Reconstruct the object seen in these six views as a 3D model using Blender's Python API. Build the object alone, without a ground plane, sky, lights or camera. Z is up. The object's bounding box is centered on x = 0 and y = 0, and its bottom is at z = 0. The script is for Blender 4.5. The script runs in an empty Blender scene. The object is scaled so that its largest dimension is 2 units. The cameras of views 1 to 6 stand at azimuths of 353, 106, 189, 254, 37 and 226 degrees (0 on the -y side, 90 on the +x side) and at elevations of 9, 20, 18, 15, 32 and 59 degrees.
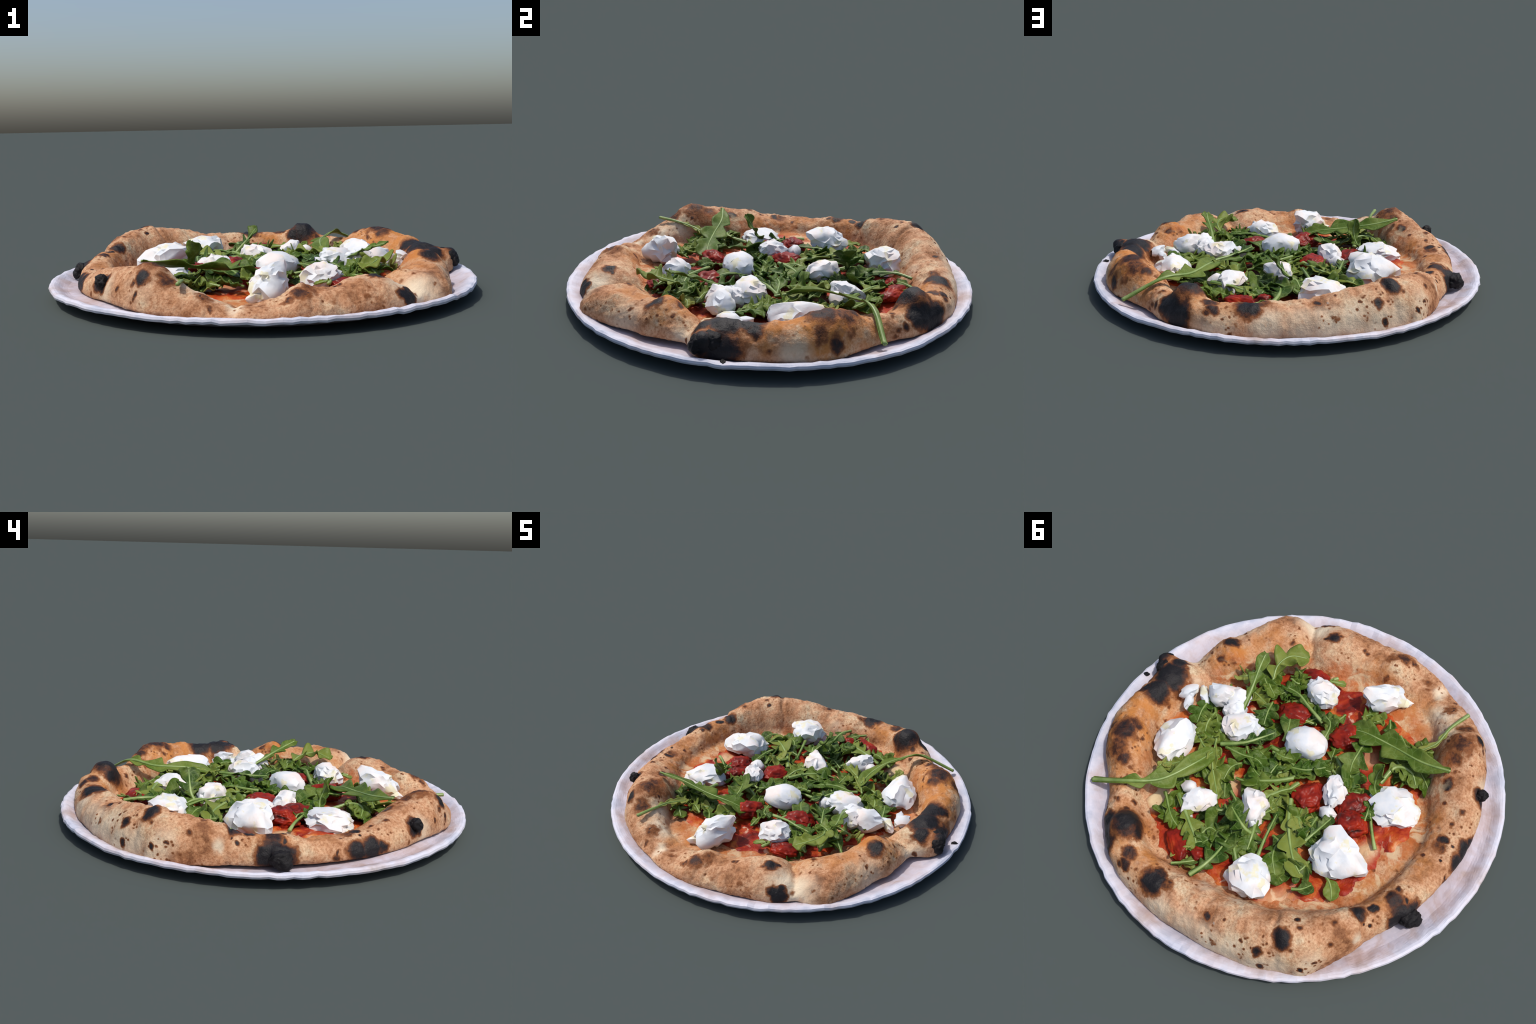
# A wood-fired pizza with a charred crust, arugula, cherry tomatoes and torn soft cheese on a white paper plate.
import bpy, bmesh, math, random
import numpy as np
from mathutils import Vector, Matrix, noise, Euler

random.seed(7)
TAU = 2 * math.pi


# ------------------------------------------------------------------ helpers
def mesh_object(name, verts, faces, material, parent=None, smooth=True):
    me = bpy.data.meshes.new(name)
    me.from_pydata([tuple(v) for v in verts], [], faces)
    me.polygons.foreach_set("use_smooth", [smooth] * len(me.polygons))
    if material:
        me.materials.append(material)
    me.update()
    ob = bpy.data.objects.new(name, me)
    bpy.context.scene.collection.objects.link(ob)
    if parent:
        ob.parent = parent
    return ob


def around(table, smooth=1.2):
    """Periodic profile: (angle in degrees, value) pairs -> a smooth function of the angle."""
    table = sorted(table)
    a = np.array([t[0] for t in table], float)
    v = np.array([t[1] for t in table], float)
    grid = np.arange(-180, 180, 0.25)
    y = np.interp(grid, a, v, period=360)
    k = np.exp(-0.5 * (np.arange(-24, 25) * 0.25 / smooth) ** 2)
    k /= k.sum()
    y = np.convolve(np.concatenate([y[-24:], y, y[:24]]), k, "valid")
    return lambda deg: float(np.interp((deg + 180) % 360 - 180, grid, y, period=360))


def curve(points, n):
    """Catmull-Rom curve through 2 or more points, n samples."""
    p = [Vector(q) for q in points]
    p = [p[0] * 2 - p[1]] + p + [p[-1] * 2 - p[-2]]
    out = []
    for i in range(n):
        u = i / (n - 1) * (len(p) - 3)
        k = min(int(u), len(p) - 4)
        t = u - k
        a, b, c, d = p[k:k + 4]
        out.append(0.5 * (2 * b + (c - a) * t + (2 * a - 5 * b + 4 * c - d) * t * t + (3 * b - a - 3 * c + d) * t ** 3))
    return out


def sstep(a, b, x):
    t = min(max((x - a) / (b - a), 0.0), 1.0)
    return t * t * (3 - 2 * t)


def fbm(p, scale, octaves=4, off=0.0):
    return noise.fractal(Vector(p) * scale + Vector((off, off * 1.7, -off)), 1.0, 2.0, octaves)


# ------------------------------------------------------------------ node helpers
class Nodes:
    def __init__(self, name):
        self.mat = bpy.data.materials.new(name)
        self.mat.use_nodes = True
        self.t = self.mat.node_tree
        self.t.nodes.clear()
        self.out = self.new("ShaderNodeOutputMaterial")
        self.bsdf = self.new("ShaderNodeBsdfPrincipled")
        self.link(self.bsdf.outputs[0], self.out.inputs[0])
        self.co = self.new("ShaderNodeTexCoord").outputs["Object"]

    def new(self, kind):
        return self.t.nodes.new(kind)

    def link(self, a, b):
        self.t.links.new(a, b)

    def put(self, sock, v):
        if hasattr(v, "is_output"):
            self.link(v, sock)
        else:
            sock.default_value = v

    def noise(self, scale, detail=4, rough=0.55, co=None, distort=0.0):
        n = self.new("ShaderNodeTexNoise")
        self.link(co or self.co, n.inputs["Vector"])
        n.inputs["Scale"].default_value = scale
        n.inputs["Detail"].default_value = detail
        n.inputs["Roughness"].default_value = rough
        n.inputs["Distortion"].default_value = distort
        return n.outputs["Fac"]

    def warp(self, scale, amount):
        n = self.new("ShaderNodeTexNoise")
        self.link(self.co, n.inputs["Vector"])
        n.inputs["Scale"].default_value = scale
        n.inputs["Detail"].default_value = 3
        s = self.vmath("SUBTRACT", n.outputs["Color"], (0.5, 0.5, 0.5))
        s = self.vmath("SCALE", s, amount)
        return self.vmath("ADD", self.co, s)

    def vmath(self, op, a, b):
        n = self.new("ShaderNodeVectorMath")
        n.operation = op
        self.put(n.inputs[0], a)
        if op == "SCALE":
            self.put(n.inputs["Scale"], b)
        else:
            self.put(n.inputs[1], b)
        return n.outputs["Value"] if op in ("DISTANCE", "LENGTH") else n.outputs["Vector"]

    def math(self, op, a, b=0.0, c=0.0, clamp=False):
        n = self.new("ShaderNodeMath")
        n.operation = op
        n.use_clamp = clamp
        self.put(n.inputs[0], a)
        self.put(n.inputs[1], b)
        self.put(n.inputs[2], c)
        return n.outputs[0]

    def ramp(self, fac, lo, hi, a=0.0, b=1.0):
        n = self.new("ShaderNodeMapRange")
        n.interpolation_type = "SMOOTHSTEP"
        self.put(n.inputs["Value"], fac)
        n.inputs["From Min"].default_value = lo
        n.inputs["From Max"].default_value = hi
        self.put(n.inputs["To Min"], a)
        self.put(n.inputs["To Max"], b)
        return n.outputs[0]

    def colors(self, fac, stops):
        n = self.new("ShaderNodeValToRGB")
        self.link(fac, n.inputs[0])
        e = n.color_ramp.elements
        while len(e) < len(stops):
            e.new(0.5)
        for el, (pos, c) in zip(e, stops):
            el.position = pos
            el.color = (*c, 1)
        return n.outputs[0]

    def mix(self, fac, a, b, mode="MIX"):
        n = self.new("ShaderNodeMix")
        n.data_type = "RGBA"
        n.blend_type = mode
        self.put(n.inputs["Factor"], fac)
        self.put(n.inputs["A"], a if hasattr(a, "is_output") else (*a, 1))
        self.put(n.inputs["B"], b if hasattr(b, "is_output") else (*b, 1))
        return n.outputs["Result"]

    def voronoi(self, scale, co=None, feature="F1", rand=1.0):
        n = self.new("ShaderNodeTexVoronoi")
        n.feature = feature
        self.link(co or self.co, n.inputs["Vector"])
        n.inputs["Scale"].default_value = scale
        n.inputs["Randomness"].default_value = rand
        return n

    def spots(self, co, places, soft=(0.45, 1.2)):
        """Soft round patches, each (centre, radius, strength); the strongest wins."""
        total = None
        co = self.vmath("MULTIPLY", co, (1, 1, 0.75))
        for c, r, s in places:
            c = (c[0], c[1], c[2] * 0.75)
            m = self.ramp(self.vmath("DISTANCE", co, c), r * soft[0], r * soft[1], s, 0.0)
            total = m if total is None else self.math("MAXIMUM", total, m)
        return total

    def bump(self, height, strength=0.3, dist=0.01):
        b = self.new("ShaderNodeBump")
        b.inputs["Strength"].default_value = strength
        b.inputs["Distance"].default_value = dist
        self.link(height, b.inputs["Height"])
        self.link(b.outputs[0], self.bsdf.inputs["Normal"])

    def done(self, color, rough=0.7, **more):
        self.put(self.bsdf.inputs["Base Color"], color)
        self.put(self.bsdf.inputs["Roughness"], rough)
        for k, v in more.items():
            self.put(self.bsdf.inputs[k.replace("_", " ")], v)
        return self.mat


# ------------------------------------------------------------------ where the crust is scorched: (place, radius, strength)
SCORCH = []


def scorch(place, radius, strength):
    SCORCH.append((place, radius, strength))


scorch((.806, .051, .160), .088, 1)
scorch((.787, .156, .160), .064, 1)
scorch((.841, -.040, .150), .049, 1)
scorch((.939, -.015, .120), .047, 1)
scorch((.837, .192, .150), .035, 0.9)
scorch((.707, .092, .140), .042, 0.75)
scorch((.696, .436, .200), .072, 0.72)
scorch((.689, .368, .200), .041, 0.65)
scorch((.657, .512, .190), .053, 0.6)
scorch((.595, .536, .170), .044, 0.7)
scorch((.543, .529, .150), .023, 0.6)
scorch((.792, .441, .150), .035, 0.5)
scorch((.729, -.303, .170), .047, 0.92)
scorch((.693, -.200, .170), .023, 0.85)
scorch((.769, -.201, .150), .019, 0.6)
scorch((.643, -.228, .150), .016, 0.5)
scorch((.328, .739, .170), .079, 1)
scorch((.415, .786, .120), .049, 1)
scorch((.373, .847, .080), .042, 1)
scorch((.273, .734, .160), .035, 0.9)
scorch((.328, .808, .140), .047, 0.6)
scorch((.211, .825, .160), .037, 0.7)
scorch((.191, .875, .150), .030, 0.8)
scorch((.132, .857, .150), .019, 0.5)
scorch((.221, .877, .130), .023, 0.6)
scorch((.036, .847, .160), .063, 1)
scorch((.039, .799, .160), .040, 0.75)
scorch((-.014, .822, .170), .042, 0.5)
scorch((-.565, .659, .210), .040, 1)
scorch((-.527, .767, .180), .026, 0.9)
scorch((-.250, .797, .180), .022, 0.85)
scorch((-.305, .824, .170), .014, 0.8)
scorch((-.563, .544, .200), .019, 0.9)
scorch((-.577, .574, .200), .015, 0.7)
scorch((-.628, .490, .180), .021, 0.75)
scorch((-.697, .678, .120), .019, 0.9)
scorch((-.713, .619, .130), .012, 0.8)
scorch((-.481, .689, .200), .014, 0.6)
scorch((-.335, .766, .200), .014, 0.6)
scorch((-.164, .826, .190), .012, 0.7)
scorch((-.116, .835, .190), .012, 0.6)
scorch((-.445, .776, .180), .014, 0.6)
scorch((-.502, .656, .200), .012, 0.5)
scorch((-.282, .867, .140), .014, 0.6)
scorch((-.475, .825, .130), .016, 0.8)
scorch((-.331, .854, .130), .012, 0.5)
scorch((-.702, .334, .170), .042, 0.9)
scorch((-.734, .278, .160), .020, 1)
scorch((-.764, .132, .150), .023, 0.9)
scorch((-.775, .180, .150), .042, 0.75)
scorch((-.797, .144, .140), .019, 0.9)
scorch((-.750, .355, .160), .012, 0.9)
scorch((-.778, .330, .140), .014, 0.8)
scorch((-.814, .205, .130), .058, 0.6)
scorch((-.870, .179, .090), .077, 1)
scorch((-.837, .244, .090), .042, 1)
scorch((-.828, .186, .120), .042, 0.85)
scorch((-.838, -.233, .090), .047, 1)
scorch((-.848, -.164, .090), .044, 1)
scorch((-.833, -.284, .100), .030, 0.9)
scorch((-.743, -.190, .140), .028, 0.85)
scorch((-.747, -.149, .140), .040, 0.5)
scorch((-.723, -.080, .130), .014, 0.8)
scorch((-.797, -.099, .130), .012, 0.9)
scorch((-.791, -.189, .130), .012, 0.9)
scorch((-.590, -.401, .180), .033, 0.95)
scorch((-.643, -.319, .170), .016, 0.8)
scorch((-.564, -.405, .180), .021, 0.7)
scorch((-.555, -.680, .180), .033, 1)
scorch((-.579, -.659, .150), .023, 1)
scorch((-.512, -.592, .200), .070, 0.6)
scorch((-.535, -.515, .200), .047, 0.55)
scorch((-.461, -.702, .180), .047, 0.6)
scorch((-.476, -.618, .200), .016, 0.85)
scorch((-.727, -.487, .140), .033, 1)
scorch((-.744, -.352, .130), .014, 0.7)
scorch((-.776, -.352, .120), .014, 0.7)
scorch((-.863, -.077, .100), .012, 0.7)
scorch((-.122, -.836, .130), .040, 0.72)
scorch((-.020, -.865, .140), .026, 0.95)
scorch((.039, -.855, .130), .042, 0.6)
scorch((-.168, -.823, .120), .012, 0.8)
scorch((.083, -.814, .140), .042, 0.4)
scorch((.381, -.686, .160), .040, 0.88)
scorch((.409, -.658, .150), .019, 0.7)
scorch((.037, -.705, .100), .023, 0.62)
scorch((.172, -.647, .110), .018, 0.92)
scorch((.329, -.622, .120), .023, 0.45)
scorch((.292, -.661, .120), .021, 0.4)
scorch((.065, -.747, .100), .011, 0.6)
scorch((-.203, -.666, .080), .014, 0.9)
scorch((-.280, -.653, .080), .012, 0.8)
scorch((-.619, -.179, .070), .019, 0.9)
scorch((-.573, -.135, .070), .016, 0.75)
scorch((-.594, .114, .060), .016, 0.85)
scorch((.495, -.752, .120), .023, 1)
scorch((.631, -.462, .170), .009, 0.8)
scorch((-.341, -.770, .120), .012, 0.8)
scorch((-.322, -.773, .120), .047, 0.45)
scorch((.502, -.783, .102), .042, 1)
scorch((.475, -.800, .097), .042, 1)
scorch((.852, -.320, .145), .045, 0.95)
scorch((.753, -.546, .117), .020, 0.8)
scorch((.815, -.405, .145), .020, 0.7)
scorch((.890, -.136, .141), .022, 0.9)
scorch((.733, -.321, .197), .050, 0.9)
scorch((.403, .838, .136), .060, 1)
scorch((.545, .741, .112), .030, 0.8)
scorch((.348, .862, .098), .060, 1)
scorch((.496, .751, .105), .025, 0.7)
scorch((-.550, .775, .088), .020, 0.8)
scorch((-.482, .819, .123), .018, 0.6)
scorch((-.336, .856, .129), .020, 0.5)
scorch((.662, .653, .146), .030, 0.8)
scorch((.531, .727, .067), .020, 0.5)
scorch((.825, .450, .168), .030, 0.8)
scorch((.781, .523, .134), .040, 0.8)
scorch((.722, .570, .171), .040, 0.7)
scorch((.924, .222, .171), .020, 0.7)
scorch((.949, .147, .116), .050, 0.6)
scorch((.967, .077, .114), .100, 1)
scorch((-.576, -.691, .120), .020, 0.9)
scorch((-.558, -.680, .189), .035, 1)
scorch((-.306, -.846, .086), .020, 0.6)
scorch((-.021, -.880, .134), .030, 0.7)
scorch((.311, -.845, .113), .025, 0.4)
scorch((-.484, .782, .069), .025, 0.8)
scorch((-.642, .673, .125), .025, 0.95)
scorch((-.683, .616, .127), .020, 0.9)
scorch((-.878, .196, .131), .080, 1)
scorch((-.864, -.167, .097), .050, 1)
scorch((-.844, -.247, .124), .040, 1)
scorch((-.738, -.480, .144), .045, 1)
# golden, oily toasted stretches of the rim
TOASTED = [((0.72, 0.42, 0.17), 0.20, 0.9), ((0.77, 0.22, 0.17), 0.16, 0.8), ((0.70, -0.25, 0.16), 0.13, 0.9),
           ((0.58, 0.58, 0.12), 0.12, 0.6), ((0.33, 0.77, 0.14), 0.16, 0.6), ((0.16, 0.82, 0.14), 0.12, 0.8),
           ((0.62, -0.45, 0.13), 0.12, 0.5), ((0.1, -0.68, 0.08), 0.12, 0.5), ((-0.2, -0.66, 0.07), 0.14, 0.6), ((0.47, -0.52, 0.08), 0.1, 0.5),
           ((-0.62, -0.2, 0.06), 0.14, 0.6), ((-0.7, 0.2, 0.06), 0.14, 0.6), ((-0.7, -0.02, 0.06), 0.12, 0.6)]
PALE = [((0.53, -0.74, 0.11), 0.13, 1.0), ((0.47, -0.72, 0.10), 0.07, 1.0), ((-0.22, -0.85, 0.09), 0.045, 1.0), ((-0.31, -0.72, 0.09), 0.08, 0.9), ((-0.42, -0.66, 0.09), 0.08, 0.8),
        ((-0.42, 0.86, 0.12), 0.10, 0.8), ((-0.60, 0.74, 0.10), 0.07, 0.7), ((-0.2, 0.9, 0.1), 0.1, 0.6), ((0.72, -0.02, 0.11), 0.04, 0.8),
        ((0.85, -0.14, 0.08), 0.06, 0.9), ((-0.30, 0.66, 0.09), 0.06, 0.8), ((-0.13, 0.70, 0.09), 0.06, 0.6), ((-0.76, 0.42, 0.12), 0.03, 0.9),
        ((0.9, 0.37, 0.08), 0.09, 0.7), ((0.97, 0.2, 0.07), 0.07, 0.6), ((0.76, -0.42, 0.06), 0.1, 0.5), ((0.17, 0.9, 0.07), 0.1, 0.4),
        ((-0.05, 0.91, 0.08), 0.09, 0.8), ((-0.32, 0.87, 0.08), 0.10, 0.8), ((-0.53, 0.79, 0.08), 0.09, 0.9), ((-0.68, 0.64, 0.09), 0.08, 0.8), ((-0.55, -0.66, 0.10), 0.08, 0.5), ((-0.70, -0.52, 0.09), 0.07, 0.6)]


def crust_material():
    n = Nodes("baked_crust")
    wide = n.noise(7.0, 6, 0.65)
    base = n.colors(wide, [(0.34, (0.60, 0.47, 0.31)), (0.43, (0.59, 0.385, 0.23)), (0.52, (0.52, 0.285, 0.155)), (0.60, (0.39, 0.185, 0.085)), (0.68, (0.22, 0.092, 0.038))])
    fine = n.noise(85, 4, 0.75)
    base = n.mix(n.ramp(fine, 0.40, 0.66), base, n.mix(1.0, base, (0.66, 0.54, 0.46), "MULTIPLY"))
    w = n.warp(9, 0.09)
    toast = n.math("MULTIPLY", n.spots(w, TOASTED), n.ramp(n.noise(16, 5, 0.65), 0.32, 0.60))
    base = n.mix(toast, base, (0.45, 0.165, 0.030))
    pale = n.math("MULTIPLY", n.spots(w, PALE, (0.2, 1.3)), n.ramp(n.noise(24, 4, 0.6), 0.25, 0.5, 0.45, 1.0))
    base = n.mix(pale, base, (0.66, 0.55, 0.40))
    # leopard freckles
    v1 = n.voronoi(14, n.warp(26, 0.035))
    keep = n.ramp(n.math("FRACT", n.math("MULTIPLY", n.vmath("LENGTH", v1.outputs["Color"], (0, 0, 0)), 7.3)), 0.30, 0.7)
    f1 = n.math("MULTIPLY", n.ramp(v1.outputs["Distance"], 0.04, 0.34, 1, 0), keep)
    v2 = n.voronoi(36, n.warp(40, 0.014))
    keep2 = n.ramp(n.noise(6, 3), 0.42, 0.62)
    f2 = n.math("MULTIPLY", n.ramp(v2.outputs["Distance"], 0.05, 0.42, 1, 0), keep2)
    freckle = n.math("MAXIMUM", n.math("MULTIPLY", f1, 0.66), n.math("MULTIPLY", f2, 0.55))
    # scorch: grainy, ragged edge
    grain = n.math("MULTIPLY", n.math("SUBTRACT", n.noise(30, 6, 0.7), 0.5), 1.1)
    w2 = n.warp(14, 0.06)
    big = n.spots(w2, [(c, r * (1.22 if s > 0.95 else 1.18 if r > 0.025 else 0.95), s) for c, r, s in SCORCH], (0.3, 1.25))
    body = n.math("MULTIPLY", grain, n.math("MULTIPLY", n.ramp(big, 0.02, 0.25), n.ramp(big, 1.0, 0.7, 0.25, 1.0)))
    scorch = n.math("MAXIMUM", n.math("ADD", big, body), freckle)
    brown = n.mix(n.ramp(scorch, 0.06, 0.42), base, (0.20, 0.068, 0.020))
    dark = n.mix(n.ramp(scorch, 0.36, 0.66), brown, (0.050, 0.018, 0.010))
    black = n.mix(n.ramp(scorch, 0.62, 0.88), dark, (0.0100, 0.0085, 0.0095))
    holes = n.spots(n.warp(40, 0.008), [((-0.529, 0.765, 0.178), 0.014, 1.0), ((-0.30, 0.80, 0.18), 0.010, 0.7)], (0.5, 1.0))
    black = n.mix(holes, black, (0.42, 0.38, 0.33))
    # sauce smears on the inner slope
    inner = n.vmath("LENGTH", n.vmath("MULTIPLY", n.co, (1, 1, 0)), (0, 0, 0))
    smear = n.math("MULTIPLY", n.ramp(inner, 0.76, 0.62), n.ramp(n.noise(9, 5, 0.65), 0.42, 0.58))
    col = n.mix(n.math("MULTIPLY", smear, 0.75), black, (0.40, 0.095, 0.016))
    cream = n.math("MULTIPLY", n.ramp(inner, 0.74, 0.66), n.ramp(n.noise(8, 5, 0.6, co=n.warp(3, 0.6)), 0.52, 0.62))
    col = n.mix(n.math("MULTIPLY", cream, 0.75), col, (0.58, 0.44, 0.27))
    n.bump(n.math("ADD", n.noise(45, 5, 0.65), n.math("MULTIPLY", n.noise(140, 3), 0.4)), 0.45, 0.012)
    return n.done(col, n.ramp(scorch, 0.3, 0.9, 0.72, 0.55), Specular_IOR_Level=0.25)


def charcoal_material():
    n = Nodes("charcoal")
    c = n.colors(n.noise(30, 5, 0.65), [(0.3, (0.004, 0.0035, 0.004)), (0.6, (0.009, 0.0075, 0.008)), (0.8, (0.022, 0.018, 0.018))])
    n.bump(n.noise(55, 5, 0.7), 0.6, 0.012)
    return n.done(c, 0.55, Specular_IOR_Level=0.25)


def sauce_material():
    n = Nodes("tomato_sauce")
    a = n.noise(6.5, 5, 0.6, distort=0.6)
    col = n.colors(a, [(0.30, (0.58, 0.34, 0.20)), (0.39, (0.50, 0.15, 0.035)), (0.47, (0.40, 0.055, 0.010)), (0.56, (0.27, 0.018, 0.006)), (0.68, (0.10, 0.008, 0.005))])
    b = n.noise(13, 5, 0.6, co=n.warp(4, 0.4))
    col = n.mix(n.math("MULTIPLY", n.ramp(b, 0.56, 0.70), 0.7), col, (0.50, 0.15, 0.02))
    c = n.noise(9, 4, 0.55, co=n.warp(3, 0.9))
    col = n.mix(n.math("MULTIPLY", n.ramp(c, 0.60, 0.68), 0.75), col, (0.62, 0.42, 0.30))
    w = n.warp(10, 0.06)
    melt = n.spots(w, [((0.38, 0.53, 0.06), 0.075, 1.0), ((0.2, 0.26, 0.06), 0.07, 0.9), ((0.1, 0.2, 0.06), 0.05, 0.8), ((-0.41, 0.53, 0.06), 0.1, 0.5),
                       ((-0.52, 0.07, 0.06), 0.06, 0.7), ((-0.2, -0.33, 0.06), 0.05, 0.6)])
    col = n.mix(melt, col, (0.62, 0.47, 0.27))
    red = n.spots(w, [((0.23, 0.66, 0.06), 0.13, 0.9), ((0.36, -0.52, 0.06), 0.11, 0.9), ((0.5, -0.3, 0.06), 0.08, 0.8), ((-0.18, -0.38, 0.06), 0.11, 0.6),
                      ((-0.33, -0.52, 0.06), 0.1, 0.8), ((-0.58, -0.23, 0.06), 0.09, 0.9), ((-0.6, 0.08, 0.06), 0.07, 0.7), ((-0.55, 0.25, 0.06), 0.05, 0.7), ((0.02, 0.6, 0.06), 0.12, 0.7)])
    col = n.mix(n.math("MULTIPLY", red, 0.65), col, (0.34, 0.028, 0.007))
    n.bump(n.noise(28, 5, 0.6), 0.5, 0.015)
    return n.done(col, 0.48, Specular_IOR_Level=0.22)


def cheese_material():
    n = Nodes("soft_cheese")
    c = n.colors(n.noise(9, 4, 0.55), [(0.38, (0.60, 0.63, 0.66)), (0.5, (0.68, 0.68, 0.68)), (0.62, (0.70, 0.63, 0.60))])
    c = n.mix(n.math("MULTIPLY", n.ramp(n.noise(13, 4, 0.6), 0.56, 0.66), 0.6), c, (0.64, 0.58, 0.30))
    n.bump(n.noise(40, 4, 0.6), 0.2, 0.008)
    return n.done(c, 0.55, Subsurface_Weight=0.08, Subsurface_Radius=(0.02, 0.015, 0.012), Specular_IOR_Level=0.3)


def tomato_material():
    n = Nodes("roasted_tomato")
    c = n.colors(n.noise(12, 5, 0.6), [(0.3, (0.06, 0.007, 0.004)), (0.45, (0.17, 0.010, 0.005)), (0.62, (0.30, 0.020, 0.006)), (0.8, (0.40, 0.07, 0.016))])
    c = n.mix(n.ramp(n.noise(7, 4, 0.6, co=n.warp(5, 0.3)), 0.58, 0.7), c, (0.022, 0.008, 0.007))
    n.bump(n.noise(22, 3, 0.5), 0.15, 0.008)
    return n.done(c, 0.36, Specular_IOR_Level=0.18)


def leaf_material():
    n = Nodes("arugula_green")
    r = n.new("ShaderNodeObjectInfo").outputs["Random"]
    a = n.noise(10, 4, 0.6)
    dark = n.colors(r, [(0.0, (0.020, 0.052, 0.005)), (0.35, (0.042, 0.092, 0.007)), (0.65, (0.082, 0.135, 0.012)), (0.85, (0.16, 0.20, 0.030)), (1.0, (0.27, 0.285, 0.070))])
    lite = n.mix(0.45, dark, (0.22, 0.265, 0.055))
    c = n.mix(n.ramp(a, 0.42, 0.68), dark, lite)
    v = n.voronoi(26, n.warp(20, 0.03), "DISTANCE_TO_EDGE")
    c = n.mix(n.ramp(v.outputs["Distance"], 0.0, 0.06, 0.45, 0.0), c, (0.17, 0.25, 0.07))
    n.bump(n.math("ADD", n.noise(35, 4), n.math("MULTIPLY", v.outputs["Distance"], 0.8)), 0.25, 0.01)
    m = n.done(c, 0.5, Specular_IOR_Level=0.22)
    tr = n.new("ShaderNodeBsdfTranslucent")
    n.link(n.mix(1.0, c, (0.9, 1.0, 0.35), "MULTIPLY"), tr.inputs[0])
    mx = n.new("ShaderNodeMixShader")
    mx.inputs[0].default_value = 0.15
    n.link(n.bsdf.outputs[0], mx.inputs[1])
    n.link(tr.outputs[0], mx.inputs[2])
    n.link(mx.outputs[0], n.out.inputs[0])
    return m


def rib_material():
    n = Nodes("leaf_rib_green")
    c = n.colors(n.noise(14, 3), [(0.3, (0.12, 0.20, 0.035)), (0.7, (0.26, 0.34, 0.11))])
    return n.done(c, 0.4)


def plate_material():
    n = Nodes("white_card")
    c = n.colors(n.noise(5, 5, 0.65), [(0.36, (0.46, 0.48, 0.57)), (0.48, (0.58, 0.575, 0.65)), (0.6, (0.54, 0.49, 0.53)), (0.7, (0.44, 0.375, 0.37))])
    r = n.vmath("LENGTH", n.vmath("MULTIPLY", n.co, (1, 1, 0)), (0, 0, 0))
    c = n.mix(n.ramp(r, 0.985, 0.93), c, n.mix(1.0, c, (0.86, 0.80, 0.80), "MULTIPLY"))  # shade on the slope inside the rim, put into the card colour
    trough_shade = n.math("MULTIPLY", n.ramp(r, 0.985, 0.94), n.ramp(n.noise(5, 5, 0.65, co=n.warp(2, 0.5)), 0.46, 0.66))  # brownish baked shadow of the trough, painted on in ragged patches
    c = n.mix(n.math("MULTIPLY", trough_shade, 0.65), c, (0.36, 0.25, 0.205))
    n.bump(n.noise(18, 4, 0.6), 0.2, 0.012)
    return n.done(c, 0.55, Specular_IOR_Level=0.3)


CRUST, CHARCOAL, SAUCE, CHEESE, TOMATO = crust_material(), charcoal_material(), sauce_material(), cheese_material(), tomato_material()
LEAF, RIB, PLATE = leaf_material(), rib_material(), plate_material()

# ------------------------------------------------------------------ paper plate
PLATE_PROFILE = [(0.0, 0.022), (0.45, 0.022), (0.76, 0.023), (0.8, 0.024), (0.835, 0.026), (0.86, 0.029), (0.89, 0.034), (0.915, 0.041), (0.938, 0.052), (0.958, 0.062), (0.974, 0.0685), (0.986, 0.070),
                 (0.996, 0.066), (0.999, 0.057), (0.995, 0.0475), (0.982, 0.0455), (0.96, 0.042), (0.92, 0.026), (0.87, 0.010), (0.83, 0.002), (0.78, 0.0), (0.4, 0.0), (0.0, 0.0)]


def build_plate():
    seg = 190
    verts, faces = [], []
    prof = []
    for (r0, z0), (r1, z1) in zip(PLATE_PROFILE[:-1], PLATE_PROFILE[1:]):
        k = 1 if max(r0, r1) < 0.8 else 2
        prof += [(r0 + (r1 - r0) * i / k, z0 + (z1 - z0) * i / k) for i in range(k)]
    prof.append(PLATE_PROFILE[-1])
    for r, z in prof:
        for j in range(seg):
            a = TAU * j / seg
            p = Vector((math.cos(a) * r, math.sin(a) * r, z))
            rim = sstep(0.84, 0.97, r)
            crease = 0.0065 * noise.noise(Vector((math.cos(a) * 24, math.sin(a) * 24, r * 26)))
            wave = 0.006 * noise.noise(Vector((math.cos(a) * 2.2, math.sin(a) * 2.2, 3.0)))
            p.z += rim * (crease + wave)
            rr = 1 + rim * 0.006 * noise.noise(Vector((math.cos(a) * 20, math.sin(a) * 20, 7.0)))
            p.x *= rr
            p.y *= rr
            if z > 0.02 and 0.7 < r < 0.95:  # added rise standing in for the skirt the scan filled under the crust edge
                away = (math.degrees(a) + 150 + 180) % 360 - 180
                p.z += 0.026 * math.exp(-(away / 26) ** 2) * sstep(0.76, 0.83, r) * sstep(0.945, 0.875, r)
            p.z = max(p.z, 0.0)
            verts.append(p)
    for i in range(len(prof) - 1):
        for j in range(seg):
            k = (j + 1) % seg
            faces.append((i * seg + j, (i + 1) * seg + j, (i + 1) * seg + k, i * seg + k)[::-1])
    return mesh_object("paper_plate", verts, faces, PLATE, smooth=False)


plate = build_plate()
plate["label"] = "round white paper plate with crinkled raised rim"
plate["category"] = "plate"

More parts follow.
